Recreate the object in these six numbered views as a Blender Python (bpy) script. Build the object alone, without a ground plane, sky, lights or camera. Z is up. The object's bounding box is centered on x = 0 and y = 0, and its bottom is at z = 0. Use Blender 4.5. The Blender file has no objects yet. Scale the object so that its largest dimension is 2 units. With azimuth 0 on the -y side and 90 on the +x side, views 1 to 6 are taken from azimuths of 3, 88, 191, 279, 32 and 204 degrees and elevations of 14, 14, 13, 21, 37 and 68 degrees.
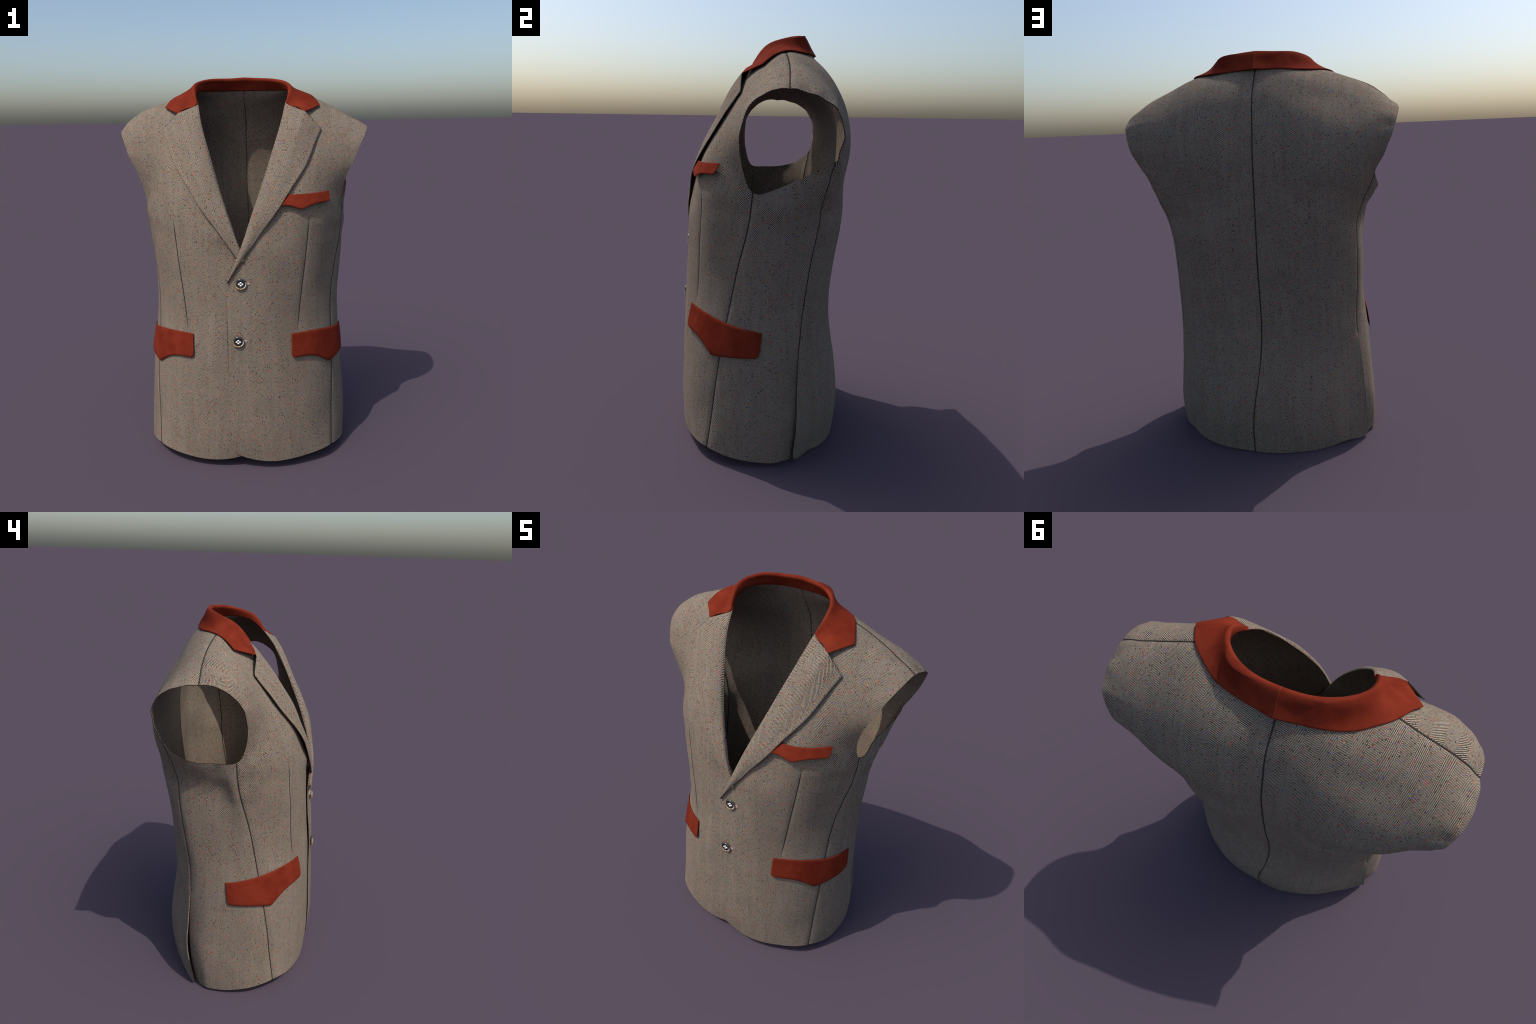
"""A sleeveless tweed blazer standing on its own: herringbone panels, suede collar
and pocket flaps, horn buttons.  Every panel is sewn together from measured seam
lines (profiles), lofted into one smooth shell and then cut into its pieces."""
import bpy, bmesh, math
import numpy as np
from mathutils import Vector
from mathutils.bvhtree import BVHTree
from mathutils.kdtree import KDTree
from mathutils import noise as mnoise

THICK = 0.005          # cloth thickness
A = lambda *p: np.array(p, float)


# ------------------------------------------------------------------ splines
class Spline:
    """natural cubic spline through points, chord-length parameter"""
    def __init__(self, pts, t=None):
        self.p = np.array(pts, float)
        n = len(self.p)
        if t is None:
            d = np.linalg.norm(np.diff(self.p, axis=0), axis=1)
            t = np.r_[0, np.cumsum(np.maximum(d, 1e-6))]
        self.t = np.array(t, float)
        h = np.diff(self.t)
        M = np.zeros((n, n)); r = np.zeros_like(self.p)
        M[0, 0] = M[-1, -1] = 1
        for i in range(1, n - 1):
            M[i, i - 1:i + 2] = h[i - 1], 2 * (h[i - 1] + h[i]), h[i]
            r[i] = 6 * ((self.p[i + 1] - self.p[i]) / h[i] - (self.p[i] - self.p[i - 1]) / h[i - 1])
        self.m = np.linalg.solve(M, r)

    def __call__(self, x):
        x = np.atleast_1d(np.asarray(x, float))
        i = np.clip(np.searchsorted(self.t, x) - 1, 0, len(self.t) - 2)
        h = (self.t[i + 1] - self.t[i])[:, None]
        a = (self.t[i + 1] - x)[:, None] / h
        b = 1 - a
        return (a * self.p[i] + b * self.p[i + 1]
                + ((a ** 3 - a) * self.m[i] + (b ** 3 - b) * self.m[i + 1]) * h * h / 6)

    def even(self, t0, t1, n):
        """n points evenly spaced by arc length between two parameters"""
        tt = np.linspace(t0, t1, 200)
        q = self(tt)
        s = np.r_[0, np.cumsum(np.linalg.norm(np.diff(q, axis=0), axis=1))]
        return self(np.interp(np.linspace(0, s[-1], n), s, tt))

    def at_x(self, x, t0, t1):
        tt = np.linspace(t0, t1, 400)
        q = self(tt)[:, 0]
        return self(np.interp(x, q, tt))[0]


def smoothstep(a, b, x):
    t = np.clip((x - a) / (b - a), 0, 1)
    return t * t * (3 - 2 * t)


# ------------------------------------------------------------------ the pattern: seam lines of one half
# (x outwards from the middle, y back, z up), one point per row from the hem to the shoulder
CENTRE_FRONT_Y = [-.400, -.409, -.401, -.392, -.383, -.362, -.354]           # rows 0-6
HEIGHTS = [.05, .2, .4, .6, .8, 1.0, 1.16]
FRONT_EDGE = [A(-.030, 0, .085), A(-.066, 0, .2), A(-.068, 0, .4), A(-.068, 0, .6), A(-.068, 0, .8),
              A(-.066, 0, 1.0), A(-.004, 0, 1.16)]
ROLL_LINE = [A(.024, -.353, 1.235), A(.052, -.331, 1.32), A(.093, -.290, 1.435), A(.133, -.235, 1.555), A(.172, -.172, 1.675),
             A(.205, -.105, 1.785), A(.229, -.02, 1.875), A(.247, .086, 1.928)]    # rows 7-14
DART = [A(.262, -.376, .050), A(.264, -.374, .2), A(.266, -.361, .4), A(.270, -.343, .6), A(.285, -.310, .8),
        A(.306, -.296, 1.0), A(.323, -.284, 1.16), A(.330, -.278, 1.235), A(.336, -.271, 1.315), A(.340, -.247, 1.43),
        A(.345, -.197, 1.551), A(.366, -.141, 1.652), A(.389, -.078, 1.750), A(.413, .004, 1.826), A(.440, .105, 1.857)]
FRONT_SEAM = [A(.466, -.259, .063), A(.466, -.240, .2), A(.467, -.214, .4), A(.463, -.180, .6), A(.456, -.140, .8),
              A(.475, -.100, 1.0), A(.508, -.062, 1.16), A(.518, -.051, 1.24), A(.521, -.043, 1.315), A(.510, -.080, 1.39),
              A(.533, -.098, 1.495), A(.575, -.093, 1.585), A(.611, -.060, 1.663), A(.643, .015, 1.719), A(.655, .099, 1.732)]
SIDE_MID = [A(.553, .05, .020), A(.557, .05, .2), A(.541, .05, .4), A(.520, .05, .6), A(.508, .05, .8),
            A(.515, .05, 1.0), A(.526, .05, 1.16), A(.537, .065, 1.25), A(.540, .09, 1.338)]
BACK_SEAM = [A(.506, .160, .015), A(.510, .190, .2), A(.493, .194, .4), A(.476, .193, .6), A(.474, .205, .8),
             A(.478, .232, 1.0), A(.484, .252, 1.16), A(.504, .262, 1.26), A(.563, .298, 1.428), A(.588, .311, 1.480),
             A(.614, .323, 1.535), A(.638, .317, 1.595), A(.657, .287, 1.658), A(.667, .205, 1.710)]
BLADE = [A(.362, .292, .002), A(.360, .335, .2), A(.352, .325, .4), A(.340, .303, .6), A(.342, .308, .8),
         A(.350, .336, 1.0), A(.365, .358, 1.16), A(.378, .372, 1.25), A(.392, .388, 1.355), A(.402, .394, 1.445), A(.412, .387, 1.54),
         A(.422, .350, 1.645), A(.430, .285, 1.745), A(.435, .200, 1.822)]
INNER_BACK = [A(.170, .385, .0), A(.170, .412, .2), A(.170, .392, .4), A(.170, .358, .6), A(.170, .353, .8),
              A(.170, .374, 1.0), A(.170, .392, 1.16), A(.172, .402, 1.25), A(.177, .404, 1.345), A(.180, .410, 1.44), A(.182, .407, 1.55),
              A(.186, .382, 1.675), A(.194, .328, 1.79), A(.21, .236, 1.878)]
CENTRE_BACK = [A(.056, .404, .0), A(.052, .414, .2), A(.022, .393, .4), A(.003, .360, .6), A(.002, .352, .8),
               A(.003, .369, 1.0), A(0, .378, 1.16), A(-.001, .383, 1.25), A(-.002, .388, 1.34), A(-.003, .390, 1.44), A(-.004, .386, 1.55),
               A(-.004, .362, 1.675), A(-.001, .322, 1.79), A(-.003, .262, 1.882), A(-.003, .228, 1.933)]
NECK_BACK = A(.155, .203, 1.933)
# the two sides are not quite alike: (line, row, side) -> shift in that side's own frame
LINES = dict(side=SIDE_MID, back=BACK_SEAM, front=FRONT_SEAM, blade=BLADE, inner=INNER_BACK, dart=DART)
UNEVEN = {
    ("side", 0, 1): A(-.010, 0, .003), ("side", 0, -1): A(-.004, 0, -.006),
    ("side", 1, 1): A(-.006, 0, 0), ("side", 1, -1): A(-.004, 0, 0),
    ("side", 2, 1): A(-.008, 0, 0), ("side", 2, -1): A(-.009, 0, 0), ("side", 3, -1): A(-.006, 0, 0), ("side", 4, -1): A(-.017, 0, 0),
    ("side", 5, 1): A(.004, 0, 0), ("side", 5, -1): A(-.026, 0, 0),
    ("side", 6, 1): A(.004, 0, 0), ("side", 6, -1): A(-.036, 0, 0),
    ("side", 7, 1): A(.006, 0, 0), ("side", 7, -1): A(-.021, 0, 0),
    ("side", 8, 1): A(-.008, 0, .006), ("side", 8, -1): A(.004, 0, -.005),
    ("arm_back", 8, 1): A(0, 0, -.008), ("arm_back", 8, -1): A(.004, 0, -.028),
    ("arm_front", 8, 1): A(.006, 0, -.006), ("arm_front", 8, -1): A(.004, 0, .002),
    ("back", 0, 1): A(-.005, -.002, .012), ("back", 0, -1): A(.006, .008, .002), ("back", 1, 1): A(0, -.018, 0), ("back", 1, -1): A(0, .014, 0),
    ("back", 2, 1): A(0, -.018, 0), ("back", 2, -1): A(0, .014, 0),
    ("back", 3, 1): A(.006, -.010, 0), ("back", 3, -1): A(-.005, .008, 0),
    ("back", 4, 1): A(.002, -.007, 0), ("back", 4, -1): A(-.002, .007, 0),
    ("back", 5, 1): A(-.013, -.007, 0), ("back", 6, 1): A(-.012, 0, 0), ("back", 7, 1): A(-.003, 0, 0), ("back", 5, -1): A(-.002, .007, 0),
    ("back", 8, 1): A(.008, .002, .018), ("back", 8, -1): A(0, 0, -.008),
    ("front", 8, 1): A(0, 0, -.004), ("front", 8, -1): A(0, -.003, .022),
    ("front", 4, -1): A(-.002, 0, 0), ("front", 5, -1): A(-.008, 0, 0), ("front", 6, -1): A(-.013, 0, 0), ("front", 7, -1): A(-.010, 0, 0),
    ("puff", 11, -1): A(.004, -.010, .006), ("puff", 12, -1): A(.011, -.011, .022),
    ("puff", 13, -1): A(.009, -.005, .027), ("puff", 14, -1): A(.004, 0, .010),
    ("dart", 13, -1): A(0, 0, .005), ("dart", 14, -1): A(0, 0, .010),
    ("blade", 5, 1): A(0, -.006, 0), ("blade", 6, 1): A(0, -.013, 0), ("blade", 7, 1): A(0, -.028, 0),
    ("blade", 8, 1): A(0, -.028, 0), ("blade", 9, 1): A(0, -.022, 0), ("blade", 10, 1): A(0, -.010, 0),
    ("blade", 7, -1): A(0, -.006, 0), ("blade", 8, -1): A(0, -.010, 0), ("blade", 4, -1): A(0, .012, 0),
    ("blade", 3, -1): A(0, .006, 0), ("blade", 2, -1): A(0, -.009, 0), ("blade", 1, -1): A(0, -.011, 0),
    ("blade", 12, -1): A(0, -.010, 0), ("inner", 12, -1): A(0, -.024, 0), ("inner", 11, -1): A(0, -.015, 0),
    ("inner", 10, -1): A(0, -.006, 0), ("inner", 8, 1): A(0, -.006, 0), ("inner", 7, 1): A(0, -.006, 0),
    ("inner", 2, -1): A(0, -.006, 0), ("inner", 1, -1): A(0, -.006, 0), ("inner", 2, 1): A(0, -.004, 0), ("inner", 1, 1): A(0, -.005, 0),
    ("blade", 0, 1): A(-.006, .028, .010), ("inner", 0, 1): A(0, .008, .005),
    ("crest", 1, -1): A(-.013, -.013, 0), ("crest", 2, -1): A(-.009, -.009, 0),
    ("crest", 13, 1): A(.004, 0, .015), ("crest", 12, 1): A(.004, .004, .008),
    ("back", 6, -1): A(-.010, 0, 0), ("back", 7, -1): A(-.008, 0, 0),
}
ROWS, TOP, ARM, VENT = 15, 14, 8, 3
MX = A(-1, 1, 1)


def half_rows(side):
    """control points of one half, rows of [c0..c4], [s1..s3], [b1..b7] in its own frame"""
    def line(name, r):
        return LINES[name][r] + UNEVEN.get((name, r, side), 0)
    out = []
    for r in range(ROWS):
        c2, c4 = line("dart", r), line("front", r)
        if r < TOP:
            cb = CENTRE_BACK[r] * A(side, 1, 1)
            back_pts = [line("back", r), line("blade", r), line("inner", r), cb]
        if r <= 6:
            mid = A(0, CENTRE_FRONT_Y[r], HEIGHTS[r])
            ring = [c2 * MX, mid, c2, c4, line("side", r)] + back_pts + [INNER_BACK[r] * MX]
            sp = Spline(ring); k = 2
            c0 = sp.at_x(FRONT_EDGE[r][0], sp.t[0], sp.t[2])
            x1 = .5 * (FRONT_EDGE[r][0] + c2[0]) + .01
            c1 = sp.at_x(x1, sp.t[0], sp.t[2])
            c0[2] = FRONT_EDGE[r][2]
            lift = -.007 if side > 0 else (.007 if r < 4 else .012)
            c0[1] += lift; c1[1] += lift * .7
        else:
            c0 = ROLL_LINE[r - 7]
            front = [c0, c2, c4]
            if r <= ARM:
                sp = Spline(front + [line("side", r)] + back_pts + [INNER_BACK[r] * MX]); k = 1
            else:
                sp = Spline(front); k = 1
            c1 = sp(.5 * (sp.t[0] + sp.t[1]))[0]
        c3 = sp(.5 * (sp.t[k] + sp.t[k + 1]))[0] + UNEVEN.get(("puff", r, side), 0)
        row = {"c": [c0, c1, c2, c3, c4]}
        if r <= ARM:
            row["s"] = [sp(.5 * (sp.t[k + 1] + sp.t[k + 2]))[0] + UNEVEN.get(("arm_front", r, side), 0), line("side", r),
                        sp(.5 * (sp.t[k + 2] + sp.t[k + 3]))[0] + UNEVEN.get(("arm_back", r, side), 0)]
            bs, tb = sp, (sp.t[k + 3], sp.t[k + 6])
        elif r < TOP:
            bs = Spline(back_pts + [INNER_BACK[r] * MX]); tb = (bs.t[0], bs.t[3])
        if r < TOP:
            b = list(bs.even(tb[0], tb[1], 7))
            b[6] = cb; b[1] = b[1] + UNEVEN.get(("crest", r, side), 0)
            row["b"] = b
            if r < VENT:                       # the vent: back flap laps outside the side panel
                tan = b[1] - b[0]; tan /= np.linalg.norm(tan)
                out_n = A(tan[1], -tan[0], 0) * -1
                if out_n[0] < 0: out_n = -out_n
                w = (1, .9, .6)[r]
                lap, proud = 0.0, .008
                row["side_edge"] = b[0] + tan * .022 * w - out_n * .019 * w
                b[0] = b[0] - tan * lap * w + out_n * proud * w
        out.append(row)
    return out


def build_cage():
    verts, faces, tag, index = [], [], [], {}

    def vid(key, p):
        if key not in index:
            index[key] = len(verts); verts.append(p)
        return index[key]
    for side in (1, -1):
        rows = half_rows(side)
        S = A(side, 1, 1)

        def g(col, r):
            R = rows[r]
            kind, n = col[0], int(col[1])
            if kind == "c": return vid((side, "c", n, r), R["c"][n] * S)
            if kind == "s": return vid((side, "s", n, r), R["s"][n - 1] * S)
            if kind == "e":      # side panel's edge at the back seam
                if r < VENT: return vid((side, "e", 0, r), R["side_edge"] * S)
                return g("b1", r)
            if r == TOP:
                if n <= 5: return g("c%d" % (5 - n), r)
                if n == 6: return vid((side, "b", 6, r), NECK_BACK * S)
            if n == 7: return vid((0, "b", 7, r), CENTRE_BACK[r])
            if n == 1 and r == TOP: return g("c4", r)
            return vid((side, "b", n, r), R["b"][n - 1] * S)

        def patch(cols, r1, name):
            for r in range(r1):
                for a, b in zip(cols, cols[1:]):
                    f = [g(a, r), g(b, r), g(b, r + 1), g(a, r + 1)]
                    faces.append(f if side > 0 else f[::-1]); tag.append(name + (0 if side > 0 else 1))
        patch(["c0", "c1", "c2", "c3", "c4"], TOP, 0)
        patch(["c4", "s1", "s2", "s3", "e1"], ARM, 2)
        patch(["b1", "b2", "b3", "b4", "b5", "b6", "b7"], TOP, 4)
    return np.array(verts), faces, tag, index


def subdivide(V, F, tag, level, crease_free=True):
    me = bpy.data.meshes.new("tmp")
    me.from_pydata([tuple(v) for v in V], [], F)
    me.polygons.foreach_set("material_index", tag)
    ob = bpy.data.objects.new("tmp", me)
    bpy.context.scene.collection.objects.link(ob)
    m = ob.modifiers.new("s", "SUBSURF"); m.levels = m.render_levels = level
    m.use_limit_surface = True; m.boundary_smooth = "ALL"
    dg = bpy.context.evaluated_depsgraph_get()
    ev = ob.evaluated_get(dg); em = ev.to_mesh()
    P = np.empty(len(em.vertices) * 3); em.vertices.foreach_get("co", P); P = P.reshape(-1, 3)
    Q = np.empty(len(em.polygons) * 4, int); em.polygons.foreach_get("vertices", Q); Q = Q.reshape(-1, 4)
    T = np.empty(len(em.polygons), int); em.polygons.foreach_get("material_index", T)
    ev.to_mesh_clear()
    bpy.data.objects.remove(ob); bpy.data.meshes.remove(me)
    return P, Q, T


def vertex_normals(P, Q):
    n = np.cross(P[Q[:, 2]] - P[Q[:, 0]], P[Q[:, 3]] - P[Q[:, 1]])
    N = np.zeros_like(P)
    for k in range(4): np.add.at(N, Q[:, k], n)
    return N / np.maximum(np.linalg.norm(N, axis=1), 1e-12)[:, None]


target, FACES, TAG, INDEX = build_cage()
cage = target.copy()
for _ in range(7):                                  # let the smooth surface pass through the seam lines
    P, Q, T = subdivide(cage, FACES, TAG, 1)
    cage += (target - P[:len(target)]) * .9
P, Q, T = subdivide(cage, FACES, TAG, 4)


# seam lines = rows of cage vertices on the finished surface
def column_curve(keys, n=120):
    pts = [target[INDEX[k]] for k in keys if k in INDEX]
    sp = Spline(pts)
    return sp.even(0, sp.t[-1], n)


base_bvh = BVHTree.FromPolygons([tuple(p) for p in P], [tuple(q) for q in Q])
N0 = vertex_normals(P, Q)


def on_surface(pts, bvh):
    out = []
    for p in pts:
        l, n, _, _ = bvh.find_nearest(Vector(p))
        out.append(np.array(l))
    return np.array(out)


SEAMS = []
for s in (1, -1):
    SEAMS.append(("front_seam", [(s, "c", 4, r) for r in range(0, ARM + 1)], None))
    SEAMS.append(("back_seam", [(s, "b", 1, r) for r in range(VENT, ARM + 1)], None))
    SEAMS.append(("shoulder_seam", [(s, "c", n, TOP) for n in range(0, 5)], None))
    SEAMS.append(("dart_seam", [(s, "c", 2, r) for r in range(3, ARM + 1)], (.742, 1.312)))
SEAMS.append(("centre_back_seam", [(0, "b", 7, r) for r in range(0, TOP + 1)], None))
seam_curves = []
for name, keys, cut in SEAMS:
    c = on_surface(column_curve(keys, 160), base_bvh)
    if name == "back_seam": c = np.r_[[c[0] + (c[0] - c[3]) * k for k in (1.6, .8)], c]
    if cut: c = c[(c[:, 2] > cut[0]) & (c[:, 2] < cut[1])]
    seam_curves.append((name, c))

# cloth relief: soft pull folds, crumples under the arms, then a groove along every seam
def folds(p):
    x, y, z = p
    a = mnoise.noise(Vector((x * 5 + 3.1, y * 5, z * 3.2)))
    b = mnoise.noise(Vector((x * 13, y * 13 + 7.7, z * 9)))
    under = math.exp(-((z - 1.22) / .14) ** 2) * float(smoothstep(.38, .48, abs(x)))
    c = mnoise.noise(Vector((x * 4, y * 16, z * 14 + y * 8)))
    cuff = float(smoothstep(.50, .60, abs(x)) * smoothstep(1.28, 1.36, z)) * mnoise.noise(Vector((x * 7, y * 19 + 2.0, z * 19)))
    hem = math.exp(-(z / .16) ** 2) * mnoise.noise(Vector((x * 9, y * 9, 2.2)))
    return .0040 * a + .0014 * b + .0048 * under * c + .003 * hem + .0065 * cuff


def groove(d): return -.0026 * np.exp(-(d / .006) ** 2) - .0012 * np.exp(-(d / .016) ** 2)


relief = np.array([folds(p) for p in P])
kd = KDTree(sum(len(c) for _, c in seam_curves))
k = 0
for name, c in seam_curves:
    for p in c:
        kd.insert(Vector(p), k); k += 1
kd.balance()
dist = np.array([kd.find(Vector(p))[2] for p in P])
PS = P + N0 * relief[:, None]                      # without grooves: what the flaps and lapels lie on
P = P + N0 * (relief + groove(dist))[:, None]
seam_lines = []
for name, c in seam_curves:
    line = []
    for p in c:
        _, nn, _, _ = base_bvh.find_nearest(Vector(p))
        line.append(p + np.array(nn) * (folds(p) - .0038 - (.0008 if name != "back_seam" else .0018)))
    line = np.array(line)
    for _ in range(3): line[1:-1] = (line[:-2] + 2 * line[1:-1] + line[2:]) / 4
    seam_lines.append((name, line))
N = vertex_normals(P, Q)
half_bvh = {s_: BVHTree.FromPolygons([tuple(p) for p in PS], [tuple(q) for q in Q[T % 2 == (0 if s_ > 0 else 1)]]) for s_ in (1, -1)}
body_bvh = BVHTree.FromPolygons([tuple(p) for p in PS], [tuple(q) for q in Q])


# ------------------------------------------------------------------ materials
class Nodes:
    def __init__(self, name):
        self.mat = bpy.data.materials.new(name); self.mat.use_nodes = True
        self.t = self.mat.node_tree; self.t.nodes.clear()
        self.out = self.t.nodes.new("ShaderNodeOutputMaterial")
        self.bsdf = self.t.nodes.new("ShaderNodeBsdfPrincipled")
        self.link(self.bsdf.outputs[0], self.out.inputs[0])

    def link(self, a, b): self.t.links.new(a, b)

    def put(self, sock, v):
        if isinstance(v, bpy.types.NodeSocket): self.link(v, sock)
        elif isinstance(v, (tuple, list)) and len(v) == 3 and sock.type == "RGBA": sock.default_value = (*v, 1)
        else: sock.default_value = v

    def m(self, op, a, b=0.0, c=0.0, clamp=False):
        n = self.t.nodes.new("ShaderNodeMath"); n.operation = op; n.use_clamp = clamp
        for i, v in enumerate((a, b, c)): self.put(n.inputs[i], v)
        return n.outputs[0]

    def xyz(self, kind="Object"):
        c = self.t.nodes.new("ShaderNodeTexCoord")
        s = self.t.nodes.new("ShaderNodeSeparateXYZ"); self.link(c.outputs[kind], s.inputs[0])
        return c.outputs[kind], s.outputs[0], s.outputs[1], s.outputs[2]

    def comb(self, x, y, z):
        n = self.t.nodes.new("ShaderNodeCombineXYZ")
        for i, v in enumerate((x, y, z)): self.put(n.inputs[i], v)
        return n.outputs[0]

    def noise(self, vec, scale, detail=2.0, rough=.5):
        n = self.t.nodes.new("ShaderNodeTexNoise")
        self.link(vec, n.inputs["Vector"]); n.inputs["Scale"].default_value = scale
        n.inputs["Detail"].default_value = detail; n.inputs["Roughness"].default_value = rough
        return n.outputs["Fac"]

    def voronoi(self, vec, scale):
        n = self.t.nodes.new("ShaderNodeTexVoronoi")
        self.link(vec, n.inputs["Vector"]); n.inputs["Scale"].default_value = scale
        return n.outputs["Distance"], n.outputs["Color"]

    def sep(self, col):
        n = self.t.nodes.new("ShaderNodeSeparateColor"); self.link(col, n.inputs[0])
        return n.outputs

    def mix(self, f, a, b):
        n = self.t.nodes.new("ShaderNodeMix"); n.data_type = "RGBA"
        self.put(n.inputs[0], f); self.put(n.inputs[6], a); self.put(n.inputs[7], b)
        return n.outputs[2]

    def step(self, a, b, x):
        n = self.t.nodes.new("ShaderNodeMapRange"); n.interpolation_type = "SMOOTHSTEP"
        self.put(n.inputs[0], x); n.inputs[1].default_value = a; n.inputs[2].default_value = b
        n.inputs[3].default_value = 0; n.inputs[4].default_value = 1
        return n.outputs[0]

    def bump(self, h, strength, dist):
        n = self.t.nodes.new("ShaderNodeBump"); n.inputs["Strength"].default_value = strength
        n.inputs["Distance"].default_value = dist; self.link(h, n.inputs["Height"])
        self.link(n.outputs[0], self.bsdf.inputs["Normal"])

    def set(self, **kw):
        for k, v in kw.items(): self.put(self.bsdf.inputs[k.replace("_", " ")], v)
        return self.mat


LIGHT, DARK = (.388, .320, .246), (.017, .0135, .0105)
STRIPE, CHEVRON = .0076, .090


def tweed(kind, angle=0.0, shift=0.0):
    M = Nodes("herringbone_tweed_" + kind)
    vec, x, y, z = M.xyz()
    ax = M.m("ABSOLUTE", x)
    if kind == "side":
        w = M.m("MULTIPLY", M.m("SUBTRACT", M.noise(vec, 7.0, 1.0), .5), M.m("MULTIPLY", M.step(.75, 1.25, z), .075))
        w2 = M.m("MULTIPLY", M.m("SUBTRACT", M.noise(M.comb(y, z, x), 8.0, 1.0), .5), M.m("MULTIPLY", M.step(.75, 1.25, z), .06))
        u = M.m("ADD", y, w); v = M.m("ADD", z, w2)
    elif kind == "lapel":
        ca, sa = math.cos(angle), math.sin(angle)
        u = M.m("SUBTRACT", M.m("MULTIPLY", ax, ca), M.m("MULTIPLY", z, sa))
        v = M.m("ADD", M.m("MULTIPLY", ax, sa), M.m("MULTIPLY", z, ca))
    else:
        yy = y if kind == "front" else M.m("MULTIPLY", y, -1.0)
        # unroll the cloth: round the flanks sideways, over the shoulders like a drum
        flank = M.m("MULTIPLY", M.m("MAXIMUM", M.m("ADD", yy, .34), 0.0), M.m("SUBTRACT", .42, M.m("MULTIPLY", M.step(1.0, 1.66, z), .42)))
        u = M.m("ADD", ax, flank)
        ctr = .12 if kind == "front" else -.10
        deep = (M.m("SUBTRACT", .38, M.m("MULTIPLY", M.m("MAXIMUM", M.m("SUBTRACT", ax, .2), 0.0), .40)) if kind == "front"
                else M.m("SUBTRACT", .29, M.m("MULTIPLY", M.m("MAXIMUM", M.m("SUBTRACT", ax, .38), 0.0), .28)))
        high = M.m("SUBTRACT", .46, M.m("MULTIPLY", M.m("SUBTRACT", M.m("MAXIMUM", ax, .25), .2), .53))
        ang = M.m("ARCTAN2", M.m("DIVIDE", M.m("SUBTRACT", z, 1.5), high), M.m("DIVIDE", M.m("SUBTRACT", ctr, yy), deep))
        drum = M.m("ADD", M.m("MULTIPLY", ang, M.m("ADD", .18, M.m("MULTIPLY", high, .45))), 1.5)
        k = M.step(1.38, 1.62, z)
        v = M.m("ADD", M.m("MULTIPLY", z, M.m("SUBTRACT", 1.0, k)), M.m("MULTIPLY", drum, k))
    u = M.m("ADD", u, shift)
    tri = M.m("PINGPONG", u, CHEVRON / 2)
    wob = M.m("MULTIPLY", M.m("SUBTRACT", M.noise(vec, 60.0, 1.0), .5), .0022)
    ph = M.m("DIVIDE", M.m("ADD", M.m("ADD", v, M.m("MULTIPLY", tri, 1.18)), wob), STRIPE)
    st = M.m("PINGPONG", ph, .5)                       # 0..0.5
    line = M.step(.17, .32, st)
    # the twill thread breaks up and fades in patches
    fade = M.step(.38, .66, M.noise(vec, 34.0, 2.0))
    yarn = M.noise(M.comb(M.m("MULTIPLY", u, 190.0), M.m("MULTIPLY", v, 190.0), M.m("MULTIPLY", y, 190.0)), 1.0, 0.0)
    line = M.m("ADD", M.m("MULTIPLY", line, M.m("ADD", .78, M.m("MULTIPLY", fade, .22))),
               M.m("SUBTRACT", M.m("MULTIPLY", M.m("SUBTRACT", 1.0, fade), .10), M.m("MULTIPLY", M.m("SUBTRACT", yarn, .5), .30)), clamp=True)
    # yarn: streaks, mottling
    mott = M.noise(vec, 9.0, 3.0)
    fine = M.noise(M.comb(M.m("MULTIPLY", u, 260.0), M.m("MULTIPLY", v, 90.0), M.m("MULTIPLY", y, 60.0)), 1.0, 1.0)
    light = M.mix(M.step(.3, .75, mott), LIGHT, tuple(c * .88 for c in LIGHT))
    light = M.mix(M.m("MULTIPLY", M.step(.45, .8, fine), .35), light, (.50, .42, .32))
    band = M.noise(M.comb(M.m("MULTIPLY", u, 46.0), M.m("MULTIPLY", v, 2.2), 0.0), 1.0, 2.0)
    light = M.mix(M.m("MULTIPLY", M.step(.32, .68, band), .28), light, tuple(c * .62 for c in LIGHT))
    dark = M.mix(M.step(.4, .7, fine), DARK, (.055, .040, .028))
    col = M.mix(line, dark, light)
    # coloured neps: dots of dyed wool
    for scale, keep, size, palette in ((105.0, .36, .38, "dark"), (95.0, .17, .32, "bright"), (140.0, .26, .38, "bright")):
        off = M.t.nodes.new("ShaderNodeVectorMath"); off.operation = "ADD"
        M.link(vec, off.inputs[0]); off.inputs[1].default_value = (scale * .113, scale * .071, scale * .053)
        d, c = M.voronoi(off.outputs[0], scale)
        r, g, b = M.sep(c)[:3]
        mask = M.m("MULTIPLY", M.m("LESS_THAN", r, keep), M.m("SUBTRACT", 1.0, M.step(size * .65, size, d)))
        if palette == "dark":
            nep = M.mix(M.m("LESS_THAN", g, .55), (.050, .026, .014), (.11, .048, .018))
        else:
            nep = M.mix(M.m("LESS_THAN", g, .46), (.52, .06, .04), (.03, .17, .10))
            nep = M.mix(M.m("LESS_THAN", b, .17), nep, (.055, .05, .33))
            nep = M.mix(M.m("GREATER_THAN", b, .95), nep, (.45, .28, .08))
        col = M.mix(M.m("MULTIPLY", mask, M.m("ADD", .45, M.m("MULTIPLY", g, .5))), col, nep)
    M.bump(M.m("ADD", M.m("MULTIPLY", line, .5), fine), .25, .0015)
    return M.set(Base_Color=col, Roughness=.92, Specular_IOR_Level=.05, Sheen_Weight=0.0)


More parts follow.
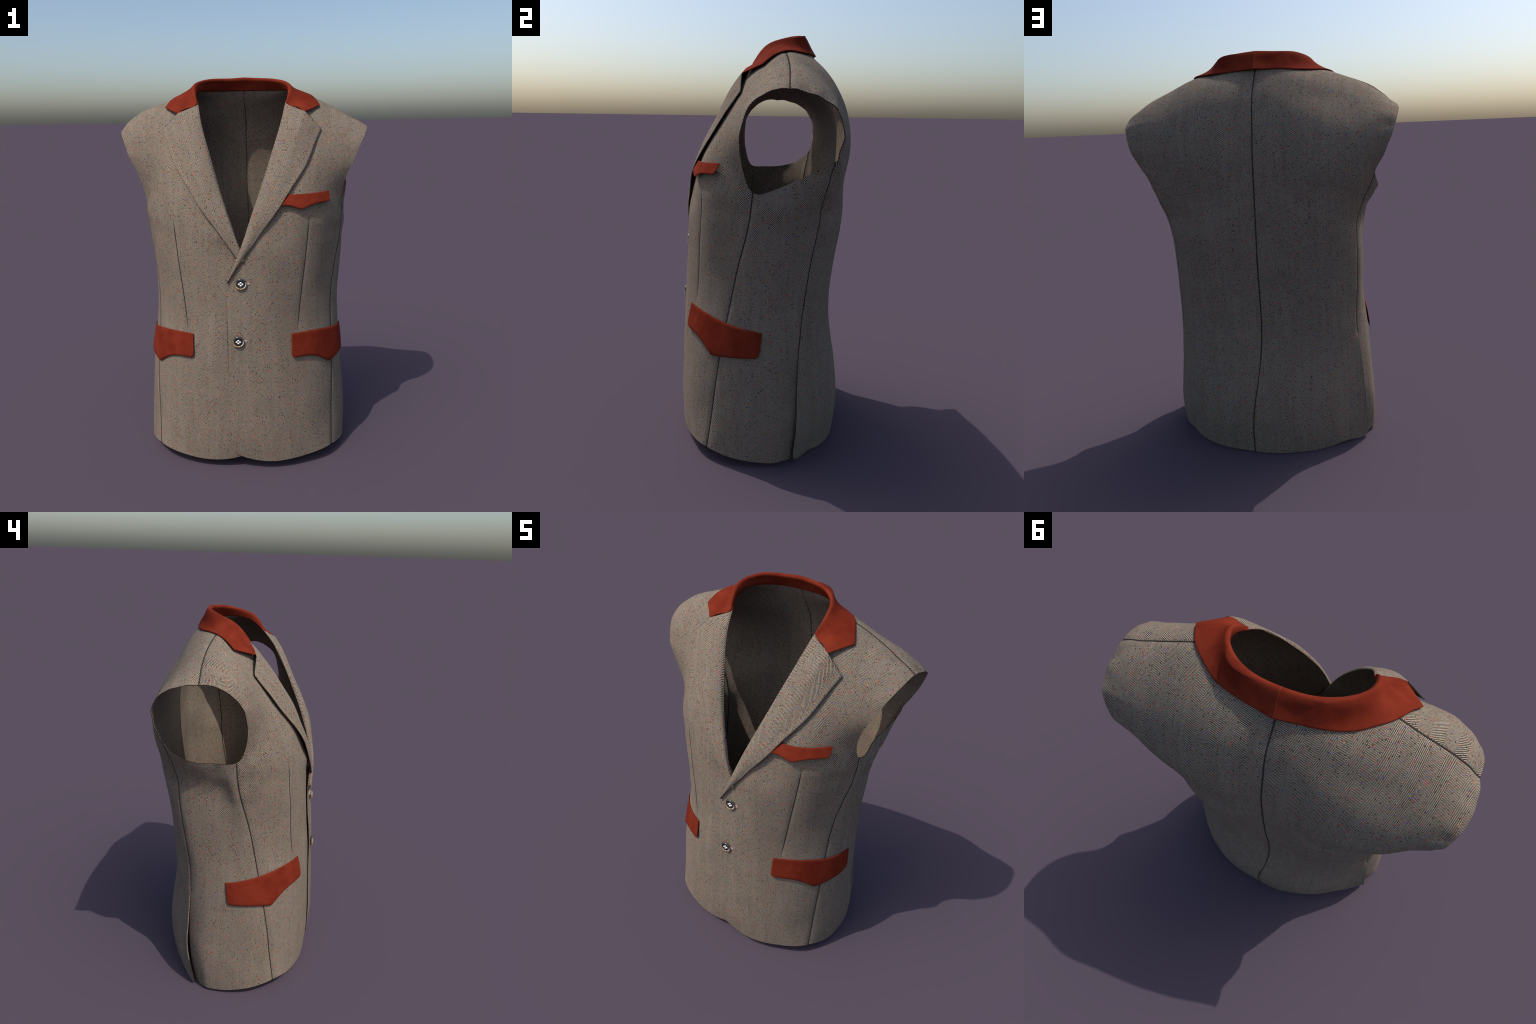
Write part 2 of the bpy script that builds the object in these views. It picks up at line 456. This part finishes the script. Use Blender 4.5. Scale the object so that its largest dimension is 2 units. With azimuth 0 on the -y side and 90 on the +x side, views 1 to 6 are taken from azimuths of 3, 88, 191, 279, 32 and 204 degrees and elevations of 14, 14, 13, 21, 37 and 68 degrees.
def suede():
    M = Nodes("rust_suede")
    vec, x, y, z = M.xyz()
    big = M.noise(vec, 11.0, 4.0, .6)
    nap = M.noise(vec, 260.0, 2.0)
    col = M.mix(M.step(.3, .7, big), (.130, .0168, .0082), (.182, .0270, .0128))
    col = M.mix(M.m("MULTIPLY", M.step(.5, .8, nap), .35), col, (.20, .035, .016))
    M.bump(nap, .2, .001)
    return M.set(Base_Color=col, Roughness=.85, Specular_IOR_Level=.02)


def plain(name, colour, rough=.9, **kw):
    M = Nodes(name)
    vec, x, y, z = M.xyz()
    n = M.noise(vec, 180.0, 2.0)
    col = M.mix(n, tuple(c * .75 for c in colour), tuple(c * 1.2 for c in colour))
    return M.set(Base_Color=col, Roughness=rough, **kw)


TWEED_FRONT, TWEED_SIDE, TWEED_BACK = tweed("front"), tweed("side"), tweed("back", shift=.026)
TWEED_LAPEL = tweed("lapel", angle=math.radians(22))
SUEDE = suede()
SUEDE_PALE = plain("pale_suede_seam", (.17, .028, .013))
SEAM_MAT = plain("painted_seam_shadow", (.040, .035, .031), .95, Specular_IOR_Level=.05)
THREAD = plain("buttonhole_thread", (.37, .285, .235))
WHITE = plain("white_button_thread", (.85, .84, .82), .6)


def horn_face():
    M = Nodes("black_button_face")
    return M.set(Base_Color=(.014, .015, .018), Roughness=.28, Specular_IOR_Level=.5)


def horn_rim():
    M = Nodes("horn_button_rim")
    vec, x, y, z = M.xyz("Object")
    ang = M.m("ARCTAN2", x, z)
    f = M.noise(M.comb(M.m("SINE", ang), M.m("COSINE", ang), 0.0), 1.6, 2.0)
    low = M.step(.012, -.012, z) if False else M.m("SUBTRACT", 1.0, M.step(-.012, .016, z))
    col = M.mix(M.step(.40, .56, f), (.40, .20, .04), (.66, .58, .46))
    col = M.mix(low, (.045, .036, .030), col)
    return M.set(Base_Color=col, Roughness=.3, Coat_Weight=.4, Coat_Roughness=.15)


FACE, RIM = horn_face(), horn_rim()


# ------------------------------------------------------------------ objects
COL = bpy.context.scene.collection
root = bpy.data.objects.new("sleeveless_blazer", None)
COL.objects.link(root)
root["label"] = "sleeveless herringbone tweed blazer with rust suede collar and flaps"
root["category"] = "jacket"


def add(name, V, F, mat, normals=None, parent=root, smooth=True, kind=None):
    me = bpy.data.meshes.new(name)
    me.from_pydata([tuple(map(float, v)) for v in V], [], [tuple(map(int, f)) for f in F])
    me.materials.append(mat)
    if smooth: me.polygons.foreach_set("use_smooth", [True] * len(me.polygons))
    me.update()
    if normals is not None:
        me.normals_split_custom_set_from_vertices([tuple(n) for n in normals])
    ob = bpy.data.objects.new(name, me)
    COL.objects.link(ob); ob.parent = parent
    if kind: ob["kind"] = kind
    return ob


def boundary_edges(Q):
    e = {}
    for f in Q:
        for a, b in zip(f, np.roll(f, -1)):
            key = (min(a, b), max(a, b))
            e[key] = None if key in e else (a, b)
    return [v for v in e.values() if v]


def shell_parts(P, Q, T, N, thick, parts):
    """whole double-sided shell, cut into panels by tag; borders coincide, normals are shared"""
    n = len(P)
    V2 = np.r_[P, P - N * thick]; N2 = np.r_[N, -N]
    F = [tuple(q) for q in Q] + [tuple(q[::-1] + n) for q in Q]
    tg = list(T) + list(T)
    edge_tag = {}
    for q, t in zip(Q, T):
        for a, b in zip(q, np.roll(q, -1)): edge_tag[(a, b)] = t
    for a, b in boundary_edges(Q):
        F.append((b, a, a + n, b + n)); tg.append(edge_tag[(a, b)])
    tg = np.array(tg)
    for name, mat, tags in parts:
        idx = np.nonzero(np.isin(tg, tags))[0]
        fs = [F[i] for i in idx]
        used = np.unique(np.concatenate([np.array(f) for f in fs]))
        remap = {u: i for i, u in enumerate(used)}
        add(name, V2[used], [[remap[v] for v in f] for f in fs], mat, N2[used])


shell_parts(P, Q, T, N, THICK, [
    ("front_panel", TWEED_FRONT, [0]), ("front_panel", TWEED_FRONT, [1]),
    ("side_panel", TWEED_SIDE, [2]), ("side_panel", TWEED_SIDE, [3]),
    ("back_panel", TWEED_BACK, [4]), ("back_panel", TWEED_BACK, [5])])


def tube(pts, r, sides=8, taper=0.15):
    pts = np.array(pts); n = len(pts)
    tan = np.gradient(pts, axis=0); tan /= np.linalg.norm(tan, axis=1)[:, None]
    V, F = [], []
    for i in range(n):
        up = A(.31, .23, .92) if abs(tan[i][2]) < .8 else A(.2, 1, .1)
        a = np.cross(tan[i], up); a /= np.linalg.norm(a); b = np.cross(tan[i], a)
        e = min(i, n - 1 - i) / (n - 1)
        rr = r * (min(1, .35 + e / taper * .65) if taper else 1)
        for k in range(sides):
            w = 2 * math.pi * k / sides
            V.append(pts[i] + rr * (a * math.cos(w) + b * math.sin(w)))
    for i in range(n - 1):
        for k in range(sides):
            k2 = (k + 1) % sides
            F.append((i * sides + k, i * sides + k2, (i + 1) * sides + k2, (i + 1) * sides + k))
    F.append(tuple(range(sides))[::-1]); F.append(tuple(range((n - 1) * sides, n * sides)))
    return V, F


for name, c in seam_lines:
    dart = name == "dart_seam"
    V, F = tube(c, .0034 if dart else .0039, taper=.12 if dart else 0)  # near-black tubes laid in the grooves to deepen their shade
    add(name, V, F, SEAM_MAT)


# the turned edge of the back panel where the vents open
for s in (1, -1):
    q = Spline([target[INDEX[(s, "b", 1, r)]] for r in range(0, VENT + 1)])
    edge_pts = []
    for p in q.even(q.t[0], q.t[-1] - .02, 80):
        l, nn, _, _ = body_bvh.find_nearest(Vector(p))
        edge_pts.append(np.array(l) - np.array(nn) * .0020)
    V, F = tube(edge_pts, .0038, 8, taper=.12)
    add("vent_edge", V, F, TWEED_BACK)


# ---- thick sheets (lapels, collar, flaps) from a grid of points
def sheet(name, G, thick, mat, bevel=True, flip=False):
    """G[i][j] grid on the outer face; gives the sheet depth and rounded rims"""
    G = np.array(G); a, b = G.shape[:2]
    Pg = G.reshape(-1, 3)
    Qg = np.array([[i * b + j, (i + 1) * b + j, (i + 1) * b + j + 1, i * b + j + 1] for i in range(a - 1) for j in range(b - 1)])
    if flip: Qg = Qg[:, ::-1]
    Ng = vertex_normals(Pg, Qg)
    n = len(Pg)
    V = np.r_[Pg, Pg - Ng * thick]
    F = [tuple(q) for q in Qg] + [tuple(q[::-1] + n) for q in Qg]
    be = boundary_edges(Qg)
    # rounded rim: a middle line pushed outwards in the sheet's plane
    mid, cen = {}, {}
    for e0, e1 in be:
        t = Pg[e1] - Pg[e0]
        o = np.cross(t, Ng[e0]); l = np.linalg.norm(o)
        if l > 1e-9:
            for e in (e0, e1): cen.setdefault(e, []).append(o / l)
    V = list(V)
    for e, os_ in cen.items():
        o = np.mean(os_, axis=0); o /= max(np.linalg.norm(o), 1e-9)
        mid[e] = len(V); V.append(Pg[e] - Ng[e] * thick / 2 + o * thick * .4)
    for e0, e1 in be:
        if e0 in mid and e1 in mid:
            F.append((e1, e0, mid[e0], mid[e1])); F.append((mid[e1], mid[e0], e0 + n, e1 + n))
    ob = add(name, V, F, mat)
    me = ob.data
    bm = bmesh.new(); bm.from_mesh(me); bmesh.ops.remove_doubles(bm, verts=bm.verts, dist=1e-5)
    bmesh.ops.recalc_face_normals(bm, faces=bm.faces); bm.to_mesh(me); bm.free()
    return ob


def above_body(p, gap, bvh=body_bvh):
    """keep a point at least `gap` outside the body"""
    l, nn, _, d = bvh.find_nearest(Vector(p))
    l, nn = np.array(l), np.array(nn)
    h = np.dot(p - l, nn)
    return p + nn * (gap - h) if h < gap else p


def resample(pts, n):
    sp = Spline(pts)
    return sp.even(0, sp.t[-1], n)


# ---- lapels
LAPEL_FOLD = [A(-.068, -.374, 1.003), A(-.004, -.371, 1.16), A(.042, -.352, 1.29), A(.093, -.300, 1.44), A(.133, -.246, 1.56),
              A(.178, -.165, 1.70), A(.205, -.105, 1.79), A(.221, -.048, 1.853)]
LAPEL_EDGE = [A(-.068, -.374, 1.003), A(.038, -.372, 1.160), A(.130, -.352, 1.285), A(.189, -.334, 1.365), A(.245, -.293, 1.450), A(.317, -.226, 1.552),
              A(.359, -.166, 1.642), A(.400, -.098, 1.730)]
GORGE = [A(.221, -.048, 1.853), A(.320, -.090, 1.811), A(.400, -.098, 1.730)]


def lapel(side):
    n, m = 60, 24
    f, e = resample(LAPEL_FOLD, n), resample(LAPEL_EDGE, n)
    edge = Spline([target[INDEX[(side, "c", 0, r)]] * A(side, 1, 1) for r in range(5, TOP + 1)])
    eq = edge(np.linspace(0, edge.t[-1], 300))
    if side < 0:                                   # the under lapel starts where the upper one covers it
        f, e = [q[np.searchsorted(q[:, 2], 1.105):] for q in (f, e)]
        f, e = resample(f, n), resample(e, n)
    top = np.array([[np.interp(t, [0, .5, 1], [GORGE[k][d] for k in range(3)]) for d in range(3)] for t in np.linspace(0, 1, m)])
    G = []
    for i in range(n):
        s = i / (n - 1)
        row = []
        lin = [f[-1] * (1 - j / (m - 1)) + e[-1] * j / (m - 1) for j in range(m)]
        w = smoothstep(.7, 1, s)
        low = smoothstep(1.14, 1.26, f[i][2]) if side < 0 else 1.0      # tucked flat below the crossing
        hem = np.array([np.interp(f[i][2], eq[:, 2], eq[:, d]) for d in range(3)])
        for j in range(m):
            t = j / (m - 1)
            p = f[i] * (1 - t) + e[i] * t + (top[j] - lin[j]) * w
            belly = math.sin(math.pi * t) * (.004 + .004 * (1 - s)) * min(1, s * 5) * low
            belly += (.004 if side > 0 else .020) * math.sin(math.pi * min(1, t * 1.15)) * smoothstep(.40, .65, s) * (1 - smoothstep(.78, .97, s))
            p = p + A(.25, -1, .25) * belly / 1.06
            gap = (.0065 + .006 * t * min(1, s * 4)) if side > 0 else .0062 + .0055 * t * low
            q = above_body(p * A(side, 1, 1), gap, half_bvh[side]) * A(side, 1, 1)
            k = min(1, t / .10)
            k = math.sqrt(max(0, 1 - (1 - k) ** 2))                    # rolls over out of the panel's edge
            q = (hem + A(0, .0025, 0)) * (1 - k) + q * k
            row.append(q * A(side, 1, 1))
        G.append(row)
    # dark tube on the gorge, notch to tip; gap shadow modelled at front edge
    gl = np.array([G[-1][j] + (G[-1][j] - G[-2][j]) * .06 for j in range(m // 2, m)])
    V, F = tube(gl + A(0, .0012, -.0008), .0017, 6, taper=0)
    add("gorge_dark_line", V, F, SEAM_MAT)
    if side > 0:
        fe = Spline([target[INDEX[(1, "c", 0, r)]] for r in range(0, 6)])
        V, F = tube(fe(np.linspace(fe.t[2] + .10, fe.t[-1], 90)) + A(-.0015, .0024, 0), .0012, 6, taper=.6)
        add("front_edge_shadow_line", V, F, SEAM_MAT)
    return sheet("lapel", G, .004, TWEED_LAPEL, flip=side > 0)


lapel(1); lapel(-1)

# ---- collar: stand inside the neck, fold, fall outside
STAND = [A(0, .220, 1.931), A(.122, .205, 1.931), A(.199, .153, 1.928), A(.233, .081, 1.922), A(.236, .018, 1.898), A(.220, -.040, 1.858)]
FOLD = [A(0, .192, 2.000), A(.105, .177, 1.993), A(.185, .130, 1.981), A(.226, .074, 1.963), A(.240, .018, 1.939), A(.226, -.044, 1.862)]
FALL = [A(0, .262, 1.916), A(.120, .238, 1.911), A(.226, .203, 1.908), A(.290, .155, 1.909), A(.336, .111, 1.908),
        A(.362, .068, 1.896), A(.385, .025, 1.870), A(.399, -.003, 1.845)]
FALL_END = [A(.399, -.003, 1.845), A(.320, -.090, 1.813)]


def collar():
    n1, n2 = 46, 14
    half = []
    fall = np.r_[resample(FALL, n1), np.array([FALL_END[0] * (1 - t) + FALL_END[1] * t for t in np.linspace(0, 1, n2 + 1)[1:]])]
    n = len(fall)
    u = np.r_[np.linspace(0, .93, n1), np.linspace(.93, 1, n2 + 1)[1:]]

    def along(pts):
        sp = Spline(pts); tt = np.linspace(0, sp.t[-1], 400); q = sp(tt)
        L = np.r_[0, np.cumsum(np.linalg.norm(np.diff(q, axis=0), axis=1))]
        return sp(np.interp(u * L[-1], L, tt))
    st, fo = along(STAND), along(FOLD)
    for i in range(n):
        S_, F_, O_ = st[i], fo[i], fall[i]
        out = (O_ - F_) * A(1, 1, 0); out /= np.linalg.norm(out)
        e = 1 - smoothstep(.80, 1.0, u[i])                # the stand dies out at the gorge
        mid = F_ * .5 + O_ * .5 - A(0, 0, .010) * e * math.sin(math.pi * min(1, u[i] / .9)) + out * .008
        pts = [S_, S_ * .3 + F_ * .7 - A(0, 0, .004) - out * .003 * e, F_ - A(0, 0, .005 * e), F_ + out * .009 * (e * .8 + .2) + A(0, 0, .001),
               F_ + out * .022 * (e * .8 + .2) - A(0, 0, .0075 * (e * .8 + .2)), mid, O_]
        line = resample(pts, 34)
        half.append(line)
    half = np.array(half)
    res = []
    for s in (1, -1):
        g = half * A(s, 1, 1)
        if s < 0:                                        # the fold stands a little higher on this side
            for i in range(len(g)):
                w = smoothstep(.15, .42, u[i]) * (1 - smoothstep(.60, .92, u[i]))
                for j in range(g.shape[1]):
                    h = smoothstep(2, 9, j) * (1 - smoothstep(16, 30, j))
                    g[i, j] += A(-.010, 0, .006) * w * h
        for i in range(len(g)):
            for j in range(16, g.shape[1]):
                g[i, j] = above_body(g[i, j], .0065)
        res.append(g)
    full = np.concatenate([res[1][::-1], res[0][1:]])
    mid = full[len(full) // 2, 8:]
    V, F = tube(mid, .0012, 6, taper=0)
    add("collar_seam", V, F, SUEDE_PALE)
    return sheet("collar", full, .005, SUEDE, flip=False)


collar()


# ---- pocket flaps laid on the cloth
def cast(theta, z):
    d = Vector((math.sin(theta), -math.cos(theta), 0))
    o = Vector((0, 0, z)) + d * 1.5
    l, nn, _, _ = body_bvh.ray_cast(o, -d)
    return np.array(l), np.array(nn)


def bearing(p): return math.atan2(p[0], -p[1])


def flap(name, th0, th1, top, bottom, lift, n=56, m=14, side=1, lean=(.024, .024)):
    """top(a), bottom(a): heights along the flap from its front end (a=0) to its rear end"""
    G = []
    aa = (1 - np.cos(np.linspace(0, math.pi, n))) / 2 * .35 + np.linspace(0, 1, n) * .65
    for a in aa:
        row = []
        for j in range(m):
            b = j / (m - 1)
            z = top(a) * (1 - b) + bottom(a) * b
            th = th0 + (th1 - th0) * a - (lean[0] * (1 - a) + lean[1] * a) * b
            l, nn = cast(th * side, z)
            nn = nn * A(1, 1, .3); nn /= np.linalg.norm(nn)
            row.append(l + nn * lift(a, b))
        G.append(row)
    return sheet(name, G, .004, SUEDE, flip=(side < 0))


def round_ends(a, r_a, h):
    """how far the lower corner is lifted at the ends"""
    up = 0
    for x in (a, 1 - a):
        if x < r_a: up += h * (1 - math.sqrt(max(0, 1 - (1 - x / r_a) ** 2)))
    return up


def shape(points):
    xs, ys = zip(*points)
    sp = Spline([A(x, y, 0) for x, y in points], t=xs)
    return lambda a: float(sp(a)[0][1])


def pieces(a, left, right, split):
    return left(a) if a <= split else right(a)


hip0, hip1 = bearing((.246, -.335)), bearing((.500, .004))
hip_pt = (bearing((.446, -.216)) - hip0) / (hip1 - hip0)
lo_front = shape([(0, .607), (.17, .606), (.33, .590), (.44, .562), (hip_pt, .535)])
lo_rear = shape([(hip_pt, .535), (.7, .547), (1, .554)])
hip_top = shape([(0, .727), (.25, .725), (.5, .712), (.75, .692), (1, .672)])
for s in (1, -1):
    flap("pocket_flap", hip0, hip1, hip_top,
         lambda a: pieces(a, lo_front, lo_rear, hip_pt) + round_ends(a, .05, .022),
         lambda a, b: .0030 + .006 * math.sin(b * math.pi * .5) * (1 - .5 * a), side=s)

br0, br1 = bearing((.150, -.335)), bearing((.453, -.188))
br_pt = (bearing((.316, -.303)) - br0) / (br1 - br0)
br_low = shape([(0, 1.368), (br_pt * .5, 1.373), (br_pt - .11, 1.367), (br_pt, 1.354), (br_pt + .10, 1.365),
                (br_pt + .21, 1.374), (br_pt + .32, 1.377), (1, 1.379)])
br_top = shape([(0, 1.424), (.5, 1.420), (1, 1.426)])
flap("breast_pocket_flap", br0, br1, br_top,
     lambda a: br_low(a) + round_ends(a, .045, .012),
     lambda a, b: .008 + .012 * b, n=64, m=10, lean=(0, .03))


# ---- buttons
def lathe(profile, seg=40):
    V, F = [], []
    for r, h in profile:
        for k in range(seg):
            w = 2 * math.pi * k / seg
            V.append((r * math.cos(w), -h, r * math.sin(w)))
    for i in range(len(profile) - 1):
        for k in range(seg):
            k2 = (k + 1) % seg
            F.append((i * seg + k, i * seg + k2, (i + 1) * seg + k2, (i + 1) * seg + k))
    F.append(tuple(range(seg))[::-1]); F.append(tuple(range((len(profile) - 1) * seg, len(profile) * seg)))
    return V, F


RIM_PROFILE = [(.006, 0), (.019, .0), (.0255, .003), (.0275, .0065), (.0272, .0095), (.0252, .012), (.0228, .0125), (.0210, .0108), (.0200, .009)]
FACE_PROFILE = [(.0212, .009), (.0208, .0112), (.017, .0105), (.010, .0096), (.0015, .0094)]


def dome(r, h, seg=12, rings=5):
    prof = [(r * math.cos(t), h * math.sin(t)) for t in np.linspace(0, math.pi / 2 * .97, rings)]
    return lathe(prof, seg)


def buttons():
    for bx, bz in ((0.0, .998), (-.016, .708)):
        l, nn, _, _ = body_bvh.ray_cast(Vector((bx, -2, bz)), Vector((0, 1, 0)))
        base = Vector(l) + Vector((0, -.0015, 0))
        but = bpy.data.objects.new("button", None); COL.objects.link(but); but.parent = root
        but.location = base
        tilt = math.atan2(nn[2], -nn[1])
        but.rotation_euler = (-tilt, 0, 0); but.scale = (1.07, 1, 1.03)
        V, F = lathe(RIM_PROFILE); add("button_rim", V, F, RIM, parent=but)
        V, F = lathe(FACE_PROFILE); add("button_face", V, F, FACE, parent=but)
        for dx, dz in ((.0082, 0), (-.0082, 0), (0, .0068), (0, -.0068)):
            V, F = dome(.0053, .0026)
            th = add("button_thread", V, F, WHITE, parent=but)
            th.location = (dx, -.0092, dz); th.scale = (1, 1, .82)
        # buttonhole: a flat worked pad of thread with a slit, beside the button
        pad, slit = [], []
        for w in np.linspace(0, 2 * math.pi, 49)[:-1]:
            cx, cz = math.cos(w), math.sin(w)
            ox = math.copysign(abs(cx) ** .6, cx) * .020
            oz = math.copysign(abs(cz) ** .6, cz) * (.0072 if cx > 0 else .0058)
            pad.append((bx + .025 + ox, bz + oz))
        ring = []
        for k_, h in ((1.0, -.001), (.97, .0020), (.80, .0028), (.30, .0022), (.05, .0018)):
            for px, pz in pad:
                px, pz = bx + .025 + (px - bx - .025) * k_, bz + (pz - bz) * k_
                q, qn, _, _ = body_bvh.ray_cast(Vector((px, -2, pz)), Vector((0, 1, 0)))
                ring.append(np.array(q) + np.array(qn) * h)
        n_ = len(pad)
        F = [(i * n_ + k_, i * n_ + (k_ + 1) % n_, (i + 1) * n_ + (k_ + 1) % n_, (i + 1) * n_ + k_) for i in range(4) for k_ in range(n_)]
        F.append(tuple(range(4 * n_, 5 * n_)))
        add("buttonhole", ring, F, THREAD)
        for px in np.linspace(bx + .022, bx + .038, 9):
            q, qn, _, _ = body_bvh.ray_cast(Vector((px, -2, bz)), Vector((0, 1, 0)))
            slit.append(np.array(q) + np.array(qn) * .0022)
        V, F = tube(slit, .0011, 6, taper=.3)
        add("buttonhole_slit", V, F, SEAM_MAT)


buttons()
